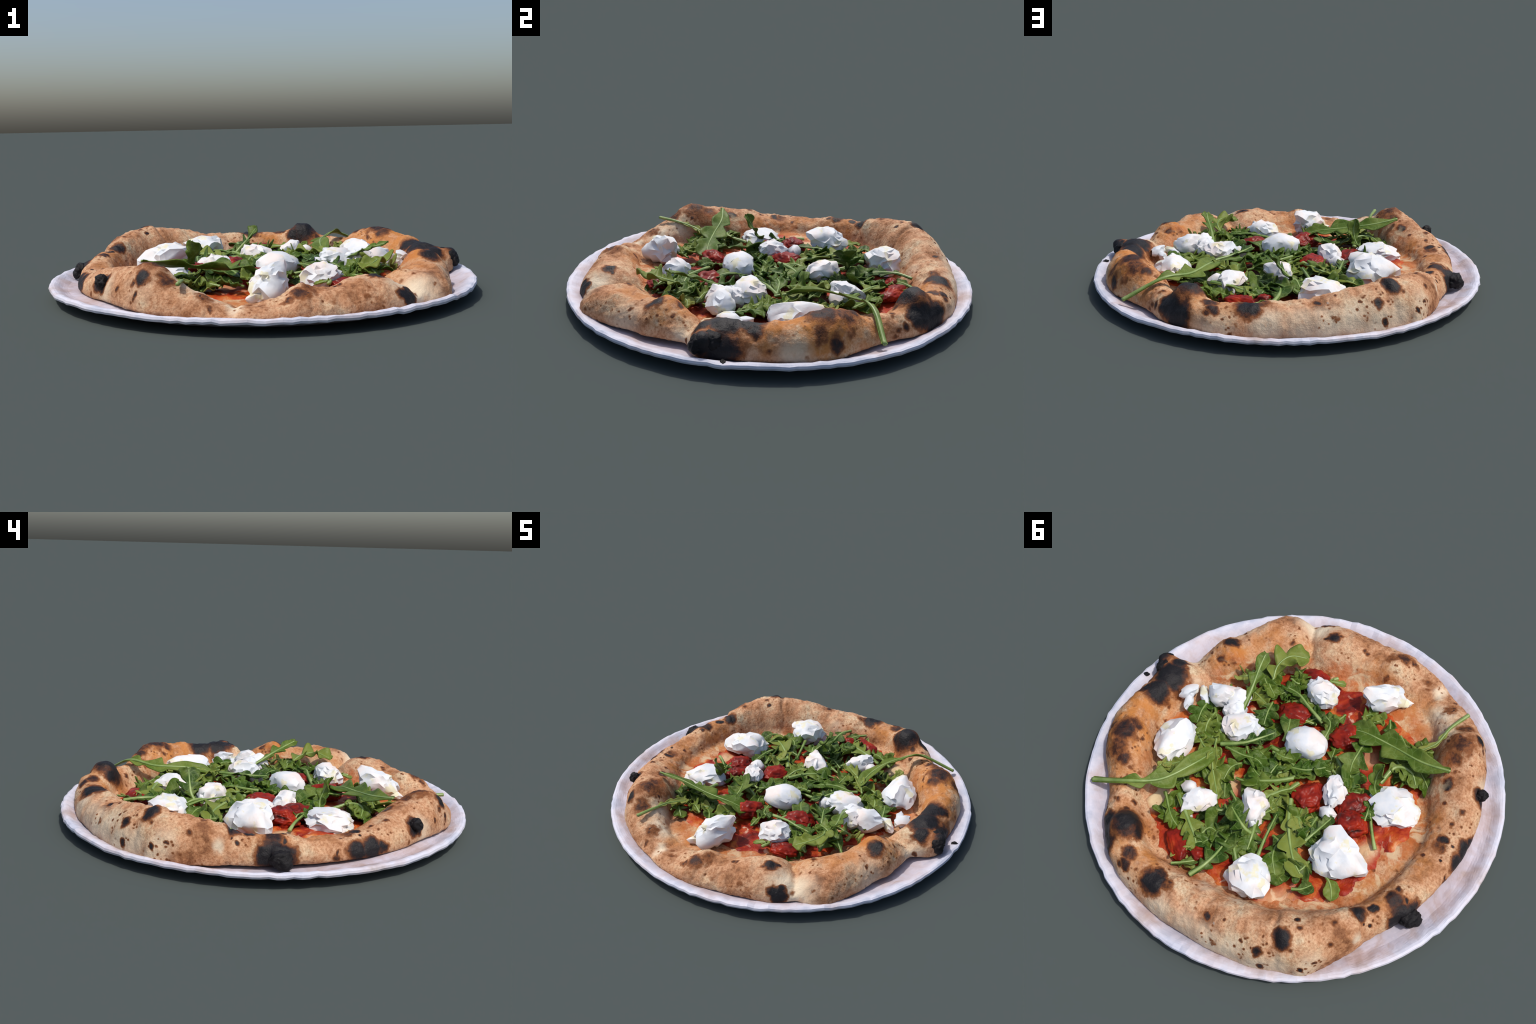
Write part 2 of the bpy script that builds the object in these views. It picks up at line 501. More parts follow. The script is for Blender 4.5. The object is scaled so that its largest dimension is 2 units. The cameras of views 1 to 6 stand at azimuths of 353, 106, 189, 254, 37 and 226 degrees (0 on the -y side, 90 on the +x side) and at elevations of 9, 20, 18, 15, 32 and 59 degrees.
# ------------------------------------------------------------------ the pizza
pizza = bpy.data.objects.new("pizza", None)
bpy.context.scene.collection.objects.link(pizza)
pizza["label"] = "charred wood-fired pizza with arugula, tomatoes and soft cheese"
pizza["category"] = "pizza"

OUTER = around([(-44, .975), (-48.5, .96), (-52.6, .915), (-60, .938), (-69, .916), (-78, .913), (-87, .930), (-94.5, .933), (-101, .930), (-107, .921), (-115, .928), (-122, .93),
                (-128, .933), (-135, .91), (-143, .89), (-152, .888), (-160, .88), (-169, .873), (-178, .86), (174, .862), (163, .868), (158, .868), (153, .885), (143, .935),
                (136, .98), (130.5, .958), (127, .952), (122, .953), (119, .943), (109, .926), (102.5, .922), (96, .927), (89, .93), (84.5, .935), (78, .942), (73, .938), (68, .932),
                (63, .925), (59, .918), (54.5, .89), (49, .878), (42, .895), (36, .925), (30, .938), (24.5, .942), (18, .932), (12, .922), (7, .915), (3, .93), (-1, .94), (-4.5, .92),
                (-6.8, .862), (-9, .838), (-13, .848), (-17, .861), (-21.5, .883), (-26, .879), (-32, .904), (-37.5, .932)], 1.0)
INNER = around([(-45, .625), (-56, .61), (-67, .60), (-80, .63), (-91, .69), (-103, .73), (-114, .72), (-121, .685), (-128, .655), (-138, .62), (-148, .615), (-157, .635), (-164, .665), (-172, .675),
                (176, .68), (165, .69), (156, .70), (147, .69), (136, .67), (124, .665), (112, .665), (102, .655), (92, .67), (84, .71), (78, .745), (72, .745), (67, .735), (61, .725), (54, .73),
                (49, .69), (40, .66), (30, .68), (20.5, .73), (14.5, .735), (7.5, .70), (2, .675), (-5, .655), (-15.5, .62), (-25, .62), (-34.5, .63)], 2.5)
GENTLE = around([(-180, 0), (-140, 0), (-122, .5), (-105, .8), (-85, 1), (-65, .8), (-50, .2), (-30, 0), (90, 0)], 3)
CREST = around([(-180, .14), (-170, .138), (-162, .145), (-154, .175), (-143, .208), (-132, .222), (-126, .208), (-121, .168), (-116, .142), (-110, .103), (-105.5, .082), (-101, .098), (-94, .108), (-90, .145), (-87, .155), (-82, .138),
                (-76, .138), (-70, .162), (-64, .168), (-58, .152), (-53.5, .108), (-47, .165), (-38, .178), (-31, .16), (-25, .172), (-21, .192), (-13.5, .15), (-8, .108), (-4, .158), (0, .176), (8, .168), (15, .176),
                (20, .192), (28, .207), (35, .217), (41, .193), (47, .15), (57, .148), (65, .17), (72, .165), (80, .165), (90, .16), (100, .167), (112, .192), (125, .226), (132, .234), (140, .217),
                (147, .222), (151, .21), (156, .165), (164, .156), (170, .165)], 1.0)
LIFT = around([(-180, .048), (-165, .05), (-150, .056), (-140, .058), (-128, .048), (-110, .034), (-90, .034), (-60, .036), (-35, .04), (-15, .045), (0, .04), (20, .038), (40, .04), (70, .036), (100, .036), (130, .036), (150, .04), (165, .046)], 3)
# section across the rim: (share of the width from inner foot to outer edge, share of the height)
SECTION = [(0.0, 0.0), (0.07, 0.16), (0.13, 0.42), (0.22, 0.70), (0.35, 0.91), (0.52, 1.0), (0.69, 0.96), (0.81, 0.82), (0.91, 0.60), (0.975, 0.33), (1.0, 0.05)]
UNDER = [(0.985, -0.2), (0.92, -0.32), (0.78, -0.36), (0.5, -0.34), (0.2, -0.3)]
FLOOR = 0.056
# blisters in the dough: (place, radius, height)
BLISTERS = [((0.33, 0.75, 0.165), 0.075, 0.052), ((0.29, 0.86, 0.11), 0.05, 0.018), ((0.93, -0.03, 0.115), 0.05, 0.03), ((0.04, 0.85, 0.15), 0.045, 0.010), ((-0.567, 0.661, 0.21), 0.03, 0.006), ((0.71, 0.44, 0.2), 0.09, 0.012),
            ((0.93, 0.0, 0.12), 0.045, 0.02), ((0.80, 0.06, 0.17), 0.06, 0.012), ((0.70, -0.26, 0.17), 0.06, 0.010), ((0.38, -0.69, 0.15), 0.05, 0.008),
            ((-0.86, 0.17, 0.10), 0.05, 0.02), ((-0.55, -0.67, 0.17), 0.04, 0.008), ((-0.5, -0.62, 0.2), 0.08, 0.012), ((0.04, -0.70, 0.10), 0.03, 0.006),
            ((0.55, -0.70, 0.12), 0.08, 0.010), ((-0.529, 0.765, 0.18), 0.022, -0.008), ((-0.30, 0.80, 0.18), 0.02, -0.005)]
PINCHES = [(-52.8, 1.6, 0.016), (-104.2, 1.4, 0.012), (-8, 2.2, 0.012), (153.5, 1.2, 0.014), (128.5, 0.9, 0.010), (57, 3, 0.006), (47, 2, 0.006)]


def floor_height(x, y):
    rise = 0.020 * math.exp(-((x + 0.66) ** 2 + (y + 0.06) ** 2) / 0.028)
    return FLOOR + rise + 0.007 * fbm((x, y, 0), 3.5, 3) + 0.003 * fbm((x, y, 0), 12, 3, 5)


def build_dough():
    seg = 900
    top = curve([(a, 0, b) for a, b in SECTION], 40)
    und = curve([(a, 0, b) for a, b in SECTION[-1:] + UNDER], 14)[1:]
    rows = [("floor", t) for t in np.linspace(0.06, 0.97, 22)] + [("rim", p) for p in top] + [("under", p) for p in und] + [("bottom", t) for t in (0.9, 0.5, 0.06)]
    verts, faces = [], []
    table = [(INNER(d), OUTER(d), CREST(d) - 0.005, LIFT(d), GENTLE(d)) for d in (360 * j / seg - 180 for j in range(seg))]
    for kind, q in rows:
        for j in range(seg):
            deg = 360 * j / seg - 180
            a = math.radians(deg)
            ca, sa = math.cos(a), math.sin(a)
            ri, ro, zt, zb, soft = table[j]
            ri += 0.012 * noise.noise(Vector((ca * 6, sa * 6, 1.0)))
            if kind == "floor":
                r = ri * q
                z = floor_height(ca * r, sa * r)
            elif kind == "bottom":
                r = (ri + (ro - ri) * 0.2) * q
                z = 0.026
            else:
                s = q.x
                r = ri + (ro - ri) * s
                f0 = floor_height(ca * ri, sa * ri)
                if kind == "rim":
                    foot = f0 + (zb + 0.02 - f0) * sstep(0.5, 1.0, s)
                    z = foot + (zt - foot) * max(q.z, 0.0) ** (1 + 0.9 * soft * sstep(0.6, 0.2, s))
                else:
                    z = zb + 0.02 + q.z * 0.045 if s > 0.9 else None
                    k = sstep(1.0, 0.55, s)
                    z = (zb + 0.02 + q.z * 0.05) * (1 - k) + 0.026 * k
            p = Vector((ca * r, sa * r, z))
            if kind in ("rim", "under"):
                h = math.sin(min(max(q.x, 0), 1) * math.pi * 0.9) if kind == "rim" else 0.25
                n = Vector((ca * (q.x - 0.5) * 1.5, sa * (q.x - 0.5) * 1.5, 0.9 if kind == "rim" else -0.3)).normalized()
                d = h * (0.014 * fbm(p, 6, 3) + 0.007 * fbm(p, 14, 3, 6.0) + 0.004 * fbm(p, 28, 3, 9.0)) + 0.0025 * fbm(p, 60, 2, 4.0)
                for deg0, wid, dep in PINCHES:
                    dd = (deg - deg0 + 180 + 2.0 * noise.noise(p * 14)) % 360 - 180
                    d -= dep * h * math.exp(-(dd / wid) ** 2)
                p = p + n * d
                for c, rad, hgt in BLISTERS:
                    g = (p - Vector(c)).length / rad
                    if g < 2:
                        p = p + n * hgt * math.exp(-(g ** 3) * 1.2)
                if kind == "rim" and q.x > 0.85:
                    p.z += 0.006 * noise.noise(Vector((ca * 30, sa * 30, 2.0)))
            p.z = max(p.z, 0.0245)
            verts.append(p)
    nr = len(rows)
    for i in range(nr - 1):
        for j in range(seg):
            k = (j + 1) % seg
            faces.append((i * seg + j, (i + 1) * seg + j, (i + 1) * seg + k, i * seg + k)[::-1])
    faces.append(tuple(range(seg))[::1])
    faces.append(tuple((nr - 1) * seg + j for j in range(seg))[::-1])
    return mesh_object("crust", verts, faces, CRUST, pizza)


def build_sauce():
    seg, rings = 420, 90
    ring = [(INNER(d), DRY(d)) for d in (360 * j / seg - 180 for j in range(seg))]
    verts, faces = [Vector((0, 0, floor_height(0, 0) + 0.006))], []
    for i in range(1, rings + 1):
        t = i / rings
        for j in range(seg):
            deg = 360 * j / seg - 180
            a = math.radians(deg)
            ca, sa = math.cos(a), math.sin(a)
            edge = ring[j][0] * (0.975 + 0.05 * noise.noise(Vector((ca * 5, sa * 5, 4))) + 0.03 * noise.noise(Vector((ca * 16, sa * 16, 4)))) - ring[j][1]
            r = edge * t
            x, y = ca * r, sa * r
            z = floor_height(x, y) + 0.006 + 0.009 * fbm((x, y, 0), 9, 4, 2.0) + 0.004 * fbm((x, y, 1), 26, 3)
            z -= 0.022 * sstep(0.93, 1.0, t)
            verts.append(Vector((x, y, z)))
    for j in range(seg):
        faces.append((0, 1 + j, 1 + (j + 1) % seg))
    for i in range(rings - 1):
        for j in range(seg):
            k = (j + 1) % seg
            b = 1 + i * seg
            faces.append((b + j, b + seg + j, b + seg + k, b + k))
    return mesh_object("tomato_sauce", verts, faces, SAUCE, pizza)


# strip of dry dough left bare between sauce and rim
DRY = around([(-180, .04), (-165, .0), (-150, -.03), (-135, -.03), (-125, 0.0), (-116, .05), (-108, .10), (-95, .07), (-85, .01), (-70, -.02), (-30, -.01), (0, -.015), (30, -.015), (60, -.03), (90, -.03), (120, -.03), (145, -.015), (160, .02), (170, .05)], 4)
dough = build_dough()
sauce = build_sauce()


# ------------------------------------------------------------------ lumps: cheese, tomatoes, charcoal
def lump(name, centre, size, material, seed, turn=0.0, rough=0.24, ridges=0.10, detail=4, horns=(), floor=None, smooth=False, wrinkle=0.0, facets=0, keep=1.0):
    """A torn, lumpy ball. horns: (direction, reach, sharpness) pull it out into points."""
    bm = bmesh.new()
    bmesh.ops.create_icosphere(bm, subdivisions=detail, radius=1.0)
    c, s = math.cos(turn), math.sin(turn)
    off = seed * 3.17
    pick = random.Random(seed * 17 + 3)
    cuts = [(Vector((pick.gauss(0, 1), pick.gauss(0, 1), pick.gauss(0.25, 0.7))).normalized(), pick.uniform(0.72, 0.98)) for _ in range(facets)]
    for v in bm.verts:
        d = v.co.normalized()
        r = 1 + rough * noise.fractal(d * 1.3 + Vector((off, 0, 0)), 1.0, 2.0, 3)
        for cut, far in cuts:
            g = d.dot(cut)
            if g > 0.25:
                r = min(r, far / g)
        if ridges:
            q = d * 1.5 + Vector((0, off, 0))
            q = q + 0.55 * Vector((noise.noise(q * 1.7), noise.noise(q * 1.7 + Vector((9, 0, 0))), noise.noise(q * 1.7 + Vector((0, 9, 0)))))
            r += ridges * (1.3 - 3.4 * abs(noise.noise(q))) + ridges * 0.45 * (0.5 - 2.0 * abs(noise.noise(q * 2.1))) + ridges * 0.15 * noise.noise(q * 5)
        if wrinkle:
            r += wrinkle * math.sin((d.z + 0.5 * d.x) * 13 + 5 * noise.noise(d * 1.4 + Vector((off, 1, 0))))
        for hd, reach, sharp in horns:
            g = max(d.dot(Vector(hd).normalized()), 0.0)
            r += reach * g ** sharp
        p = d * r
        p = Vector((p.x * size[0], p.y * size[1], p.z * size[2]))
        p = Vector((p.x * c - p.y * s, p.x * s + p.y * c, p.z))
        if floor is not None and centre[2] + p.z < floor:
            p.z = floor - centre[2] + (centre[2] + p.z - floor) * 0.15
        v.co = p + Vector(centre)
    me = bpy.data.meshes.new(name)
    bm.to_mesh(me)
    bm.free()
    me.polygons.foreach_set("use_smooth", [smooth] * len(me.polygons))
    me.materials.append(material)
    ob = bpy.data.objects.new(name, me)
    bpy.context.scene.collection.objects.link(ob)
    ob.parent = pizza
    if keep < 1:  # collapse to broad irregular facets
        mod = ob.modifiers.new("facets", "DECIMATE")
        mod.ratio = keep
        done = bpy.data.meshes.new_from_object(ob.evaluated_get(bpy.context.evaluated_depsgraph_get()))
        ob.modifiers.clear()
        ob.data = done
        bpy.data.meshes.remove(me)
        done.name = name
        done.polygons.foreach_set('use_smooth', [True] * len(done.polygons))
        done.set_sharp_from_angle(angle=math.radians(46))
    return ob


def cheese(centre, size, seed, turn=0.0, **k):
    k.setdefault("floor", 0.058)
    k.setdefault("facets", 9)
    size = tuple(1.06 * q for q in size)
    k.setdefault("detail", 5)
    k.setdefault("keep", 0.075)
    return lump("cheese_piece", centre, size, CHEESE, seed, math.radians(turn), **k)


#      centre                    half sizes             seed turn
cheese((-0.435, 0.205, 0.125), (0.105, 0.088, 0.068), 1, 30, horns=[((0.1, -0.9, 0.55), 0.55, 14), ((-0.95, 0.2, -0.2), 0.5, 10)])
cheese((-0.235, 0.530, 0.120), (0.100, 0.085, 0.062), 2, 10)
cheese((-0.462, -0.172, 0.100), (0.095, 0.105, 0.045), 3, -30)
cheese((-0.535, -0.215, 0.070), (0.06, 0.05, 0.02), 31, -30, rough=0.3)
cheese((0.210, 0.430, 0.110), (0.075, 0.055, 0.052), 4, 60)
cheese((-0.005, 0.270, 0.112), (0.085, 0.058, 0.055), 5, 130)
cheese((-0.220, -0.048, 0.115), (0.075, 0.050, 0.055), 6, 120)
cheese((-0.272, 0.060, 0.105), (0.040, 0.034, 0.032), 7, 0, detail=4)
cheese((0.052, -0.142, 0.122), (0.095, 0.080, 0.060), 8, 20, ridges=0.035, rough=0.15, facets=5)
cheese((0.540, 0.262, 0.112), (0.120, 0.082, 0.060), 9, 120, ridges=0.07)
cheese((0.357, 0.000, 0.118), (0.088, 0.076, 0.055), 10, 40)
cheese((0.262, -0.035, 0.105), (0.035, 0.03, 0.03), 32, 40, detail=4)
cheese((0.545, -0.070, 0.128), (0.085, 0.060, 0.052), 11, 20, ridges=0.05)
cheese((0.475, -0.095, 0.132), (0.070, 0.055, 0.045), 12, 100, ridges=0.05)
cheese((0.440, -0.040, 0.120), (0.055, 0.045, 0.045), 13, 60)
cheese((0.630, -0.010, 0.105), (0.055, 0.022, 0.022), 14, 150, detail=4, rough=0.4)
cheese((0.690, 0.035, 0.122), (0.050, 0.026, 0.028), 15, 80, detail=4, rough=0.4)
cheese((0.655, 0.075, 0.105), (0.040, 0.022, 0.022), 16, 120, detail=4, rough=0.5)
cheese((0.208, -0.422, 0.115), (0.080, 0.070, 0.056), 17, 0)
cheese((-0.045, -0.590, 0.128), (0.095, 0.065, 0.068), 18, 55, horns=[((-0.6, -0.7, -0.3), 0.35, 8), ((0.5, -0.2, 0.85), 0.45, 10)])
cheese((-0.105, -0.660, 0.085), (0.05, 0.025, 0.022), 19, 30, detail=4, rough=0.4)
cheese((0.205, 0.505, 0.09), (0.03, 0.025, 0.02), 20, 0, detail=4)
cheese((0.29, 0.40, 0.105), (0.04, 0.03, 0.03), 33, 0, detail=4)


def tomato(centre, size, seed, turn=0):
    return lump("tomato", centre, size, TOMATO, seed, math.radians(turn), rough=0.28, ridges=0.05, detail=5, smooth=True, wrinkle=0.020, facets=5)


tomato((-0.050, -0.315, 0.098), (0.085, 0.066, 0.046), 1, 40)
tomato((-0.140, 0.060, 0.095), (0.085, 0.068, 0.044), 2, 100)
tomato((-0.380, 0.020, 0.098), (0.080, 0.066, 0.048), 3, 20)
tomato((-0.325, -0.055, 0.095), (0.08, 0.066, 0.042), 4, 70)
tomato((0.110, 0.635, 0.088), (0.085, 0.055, 0.035), 5, 150)
tomato((0.225, -0.235, 0.095), (0.085, 0.07, 0.04), 6, 10)
tomato((0.010, 0.610, 0.085), (0.06, 0.045, 0.035), 7, 20)
tomato((0.300, -0.480, 0.085), (0.07, 0.05, 0.03), 8, 20)


def blister(centre, size, seed, turn=0, **k):
    return lump("char_blister", centre, size, CHARCOAL, seed, math.radians(turn), rough=0.25, ridges=0.10, detail=4, smooth=True, **k)


blister((0.925, -0.030, 0.108), (0.036, 0.036, 0.040), 1)
blister((0.900, 0.018, 0.120), (0.040, 0.042, 0.036), 2)
blister((-0.862, 0.178, 0.086), (0.036, 0.046, 0.036), 3, horns=[((-0.7, -0.2, -0.6), 0.45, 8)])
blister((-0.728, -0.483, 0.142), (0.027, 0.029, 0.028), 4, -34)


crumb = lump("char_crumb", (0.967, 0.089, 0.066), (0.016, 0.010, 0.007), CHARCOAL, 40, 0.4, rough=0.5, detail=3)


# ------------------------------------------------------------------ arugula
LEAF_STYLE = {  # petiole share, side lobes (place, half length, size), start of the end lobe, waviness, cup
    "big": (0.18, ((0.16, 0.10, 0.55), (0.40, 0.13, 0.95)), 0.48, 0.020, 0.22),
    "frill": (0.06, ((0.18, 0.14, 0.7), (0.48, 0.16, 1.0)), 0.52, 0.032, 0.28),
    "wavy": (0.06, ((0.25, 0.20, 0.75), (0.55, 0.18, 0.9)), 0.50, 0.030, 0.40),
    "round": (0.25, (), 0.02, 0.008, 0.20),
    "broad": (0.04, ((0.22, 0.20, 0.7), (0.48, 0.14, 1.0), (0.70, 0.12, 0.95)), 0.66, 0.018, 0.20),
    "thin": (0.30, ((0.30, 0.14, 0.7), (0.6, 0.14, 0.8)), 0.60, 0.008, 0.40),
    "stem": (0.85, (), 0.05, 0.000, 0.10),
}
leaf_count = 0


def arugula_leaf(spine, width, style, thick=0.0045):
    global leaf_count
    leaf_count += 1
    rng = random.Random(leaf_count * 31)
    petiole, lobes, end, wave, cup = LEAF_STYLE[style]
    nt, ns = 64, 5
    width *= 1.5
    pts = curve(spine, nt)
    tilt = rng.uniform(-0.45, 0.45)
    phase = rng.uniform(0, 1)
    stem_w = 0.013 if style in ("big", "broad") else 0.0075
    verts, faces, frames = [], [], []
    for i, p in enumerate(pts):
        t = i / (nt - 1)
        tan = (pts[min(i + 1, nt - 1)] - pts[max(i - 1, 0)]).normalized()
        side = tan.cross(Vector((0, 0, 1)))
        side = side.normalized() if side.length > 1e-4 else Vector((1, 0, 0))
        nor = side.cross(tan).normalized()
        ang = tilt * math.sin(t * 2.2 + phase * 6)
        side, nor = side * math.cos(ang) + nor * math.sin(ang), nor * math.cos(ang) - side * math.sin(ang)
        frames.append((p, side, nor, t))
        u = (t - petiole) / (1 - petiole)
        rows = []
        for sgn in (-1, 1):
            if u <= 0:
                w = stem_w
            else:
                # pairs of pointed side lobes, then one broad end lobe
                f = 0.16
                for at, half, size in lobes:
                    x = u - at - (0.03 if sgn > 0 else -0.02)
                    x = abs(x) / (half * (1.25 if x < 0 else 0.75))
                    f = max(f, size * max(0.0, 1 - x ** 1.3) ** 0.75 if x < 1 else 0.0)
                x = (u - end) / (1 - end)
                if x > 0:
                    f = max(f, 1.9 * x ** 0.55 * max(1 - x ** 1.6, 0.0) ** 0.75 * 0.78)
                env, lob = min(f, 1.0) * (1.0 if u < 0.985 else 0.6), 0.0
                w = max(stem_w, width * 0.5 * env * (1 - lob) * (1 + 0.12 * noise.noise(Vector((t * 9, sgn * 3, leaf_count)))))
            rows.append(w)
        for k in range(-ns, ns + 1):
            w = rows[0] if k < 0 else rows[1]
            s = k / ns
            lift = cup * width * 0.5 * (abs(s) * w / max(width * 0.5, 1e-4)) ** 1.4
            rip = wave * abs(s) * (w / (width * 0.5)) * noise.noise(Vector((t * 6 + leaf_count, s * 1.2, leaf_count * 0.37))) * 1.8
            rip += 0.18 * wave * abs(s) * math.sin(t * 22 + leaf_count + (2 if s > 0 else 0)) * (1 if u > 0 else 0)
            # lobe tips sweep forward
            q = p + side * (s * w) + nor * (lift + rip) + tan * (abs(s) * w * 0.35)
            verts.append(q)
    m = 2 * ns + 1
    top = len(verts)
    nrm = []
    for i in range(nt):
        for k in range(m):
            a = verts[min(i + 1, nt - 1) * m + k] - verts[max(i - 1, 0) * m + k]
            b = verts[i * m + min(k + 1, m - 1)] - verts[i * m + max(k - 1, 0)]
            nv = b.cross(a)
            nrm.append(nv.normalized() if nv.length > 1e-9 else Vector((0, 0, 1)))
    low = [v - n_ * thick for v, n_ in zip(verts, nrm)]
    verts = verts + low
    for i in range(nt - 1):
        for k in range(m - 1):
            a, b, c, d = i * m + k, i * m + k + 1, (i + 1) * m + k + 1, (i + 1) * m + k
            faces.append((a, b, c, d))
            faces.append((top + d, top + c, top + b, top + a))
        for k, flip in ((0, False), (m - 1, True)):
            f = (i * m + k, (i + 1) * m + k, top + (i + 1) * m + k, top + i * m + k)
            faces.append(f[::-1] if flip else f)
    for i, flip in ((0, True), (nt - 1, False)):
        for k in range(m - 1):
            f = (i * m + k, i * m + k + 1, top + i * m + k + 1, top + i * m + k)
            faces.append(f if flip else f[::-1])
    leaf = mesh_object("arugula_leaf", verts, faces, LEAF, pizza)
    # midrib: a tapering rounded rod along the spine
    rv, rf, sides = [], [], 6
    for i, (p, side, nor, t) in enumerate(frames[:-3]):
        rad = (0.0095 if style in ("big", "thin", "stem") else 0.005) * (1 - 0.8 * t) + 0.0012
        for k in range(sides):
            a = TAU * k / sides
            rv.append(p + side * math.cos(a) * rad + nor * (math.sin(a) * rad * 0.8))
    nn = len(frames) - 3
    for i in range(nn - 1):
        for k in range(sides):
            l = (k + 1) % sides
            rf.append((i * sides + k, i * sides + l, (i + 1) * sides + l, (i + 1) * sides + k))
    rf.append(tuple(range(sides))[::-1])
    rf.append(tuple((nn - 1) * sides + k for k in range(sides)))
    mesh_object("midrib", rv, rf, RIB, leaf)
    return leaf


arugula_leaf([(.668, .689, .090), (.496, .603, .175), (.393, .486, .165), (.347, .331, .160), (.336, .175, .130)], .085, "big")
arugula_leaf([(-.565, -.444, .216), (-.432, -.406, .190), (-.271, -.393, .165), (-.128, -.372, .150), (-.032, -.349, .120)], .100, "broad")
arugula_leaf([(-.422, -.776, .172), (-.403, -.661, .165), (-.402, -.559, .140), (-.352, -.458, .120)], .035, "thin")
arugula_leaf([(.406, -.051, .130), (.443, -.162, .180), (.486, -.262, .215), (.514, -.339, .240)], .060, "big")
arugula_leaf([(.423, -.288, .140), (.456, -.360, .170), (.443, -.441, .180), (.375, -.504, .160)], .100, "frill")
arugula_leaf([(.466, -.292, .118), (.415, -.261, .130), (.354, -.236, .124)], .070, "frill")
arugula_leaf([(.545, -.279, .124), (.551, -.228, .124), (.590, -.210, .106)], .060, "frill")
arugula_leaf([(.379, -.374, .118), (.325, -.375, .124), (.328, -.435, .106)], .060, "frill")
arugula_leaf([(.086, -.292, .106), (.188, -.306, .124), (.277, -.325, .130), (.364, -.321, .118)], .045, "thin")
arugula_leaf([(.354, -.216, .100), (.316, -.142, .124), (.285, -.082, .106)], .085, "frill")
arugula_leaf([(.149, -.080, .112), (.176, -.145, .127), (.235, -.225, .118)], .085, "round")
arugula_leaf([(.355, .142, .118), (.273, .062, .127), (.231, -.020, .127), (.200, -.088, .130)], .055, "big")
arugula_leaf([(.387, .136, .124), (.303, .242, .127), (.212, .311, .124), (.148, .356, .112)], .050, "wavy")
arugula_leaf([(.329, .132, .112), (.235, .117, .127), (.162, .085, .124), (.104, .090, .100)], .070, "wavy")
arugula_leaf([(-.034, .037, .124), (.017, .108, .127), (.080, .166, .124), (.143, .191, .106)], .090, "big")
arugula_leaf([(-.104, .367, .100), (-.066, .385, .140), (-.019, .384, .190), (.021, .381, .245)], .100, "big")
arugula_leaf([(.298, .465, .118), (.189, .515, .121), (.088, .560, .112), (.037, .593, .100)], .085, "big")
arugula_leaf([(-.039, .708, .118), (-.057, .628, .130), (-.050, .526, .124), (-.022, .436, .112)], .090, "big")
arugula_leaf([(.064, .725, .112), (.018, .672, .112), (-.022, .608, .100)], .040, "round")
arugula_leaf([(-.102, .126, .124), (-.189, .232, .127), (-.308, .331, .124), (-.401, .370, .106)], .090, "big")
arugula_leaf([(-.197, .442, .118), (-.159, .354, .130), (-.109, .218, .130)], .020, "stem")
arugula_leaf([(-.290, .270, .112), (-.301, .179, .127), (-.306, .063, .124)], .050, "thin")
arugula_leaf([(-.137, .515, .100), (-.080, .475, .118), (-.001, .416, .106)], .100, "big")
arugula_leaf([(-.405, .440, .100), (-.438, .408, .100), (-.455, .359, .088)], .070, "round")
arugula_leaf([(-.464, .285, .094), (-.515, .306, .094), (-.567, .354, .088)], .065, "round")
arugula_leaf([(-.133, -.389, .112), (-.161, -.280, .127), (-.193, -.188, .130), (-.264, -.110, .118)], .100, "frill")
arugula_leaf([(-.542, .040, .088), (-.482, -.008, .106), (-.398, -.086, .118)], .030, "stem")
arugula_leaf([(-.387, -.164, .100), (-.353, -.170, .150), (-.336, -.201, .210), (-.345, -.232, .265)], .055, "wavy")
arugula_leaf([(-.066, -.332, .106), (-.090, -.416, .130), (-.125, -.492, .130)], .075, "frill")
arugula_leaf([(-.030, -.450, .100), (-.059, -.494, .106), (-.119, -.482, .112)], .080, "frill")
arugula_leaf([(-.144, -.532, .106), (-.196, -.470, .112), (-.240, -.440, .100)], .060, "wavy")
arugula_leaf([(-.240, -.497, .106), (-.299, -.465, .112), (-.340, -.458, .094)], .050, "wavy")
arugula_leaf([(-.339, -.229, .106), (-.344, -.332, .130), (-.415, -.361, .130), (-.478, -.328, .100)], .070, "big")
arugula_leaf([(.593, -.011, .100), (.565, .067, .118), (.533, .133, .106)], .085, "frill")
arugula_leaf([(.517, .026, .100), (.489, .102, .118), (.449, .159, .106)], .080, "frill")
arugula_leaf([(.499, .164, .106), (.399, .204, .118), (.307, .188, .106)], .070, "frill")
arugula_leaf([(.022, -.003, .106), (-.047, -.039, .118), (-.104, -.123, .106)], .075, "frill")
arugula_leaf([(-.131, -.129, .106), (-.201, -.107, .118), (-.235, -.052, .106)], .070, "frill")
arugula_leaf([(.141, -.001, .118), (.082, -.012, .124), (.041, -.041, .112)], .060, "wavy")
arugula_leaf([(.213, -.544, .106), (.223, -.506, .112), (.157, -.541, .106)], .030, "thin")
arugula_leaf([(.142, .279, .094), (.082, .303, .100), (.085, .335, .088)], .060, "round")
arugula_leaf([(-.047, .293, .100), (-.103, .381, .118), (-.134, .447, .100)], .090, "big")
arugula_leaf([(-.200, .312, .100), (-.243, .390, .118), (-.316, .448, .100)], .090, "frill")
arugula_leaf([(-.244, .187, .112), (-.183, .175, .118), (-.153, .247, .100)], .070, "frill")
arugula_leaf([(-.373, .289, .100), (-.377, .345, .112), (-.358, .391, .100)], .090, "frill")
arugula_leaf([(.001, .211, .106), (-.039, .130, .124), (-.066, .070, .106)], .070, "big")
arugula_leaf([(-.248, .105, .106), (-.272, .183, .118), (-.294, .240, .100)], .070, "wavy")
arugula_leaf([(.450, .429, .112), (.467, .426, .136), (.452, .376, .118)], .040, "wavy")
arugula_leaf([(.362, .493, .100), (.248, .561, .106), (.178, .578, .094)], .060, "frill")
arugula_leaf([(.127, .640, .094), (.088, .610, .106), (.023, .525, .100)], .060, "frill")
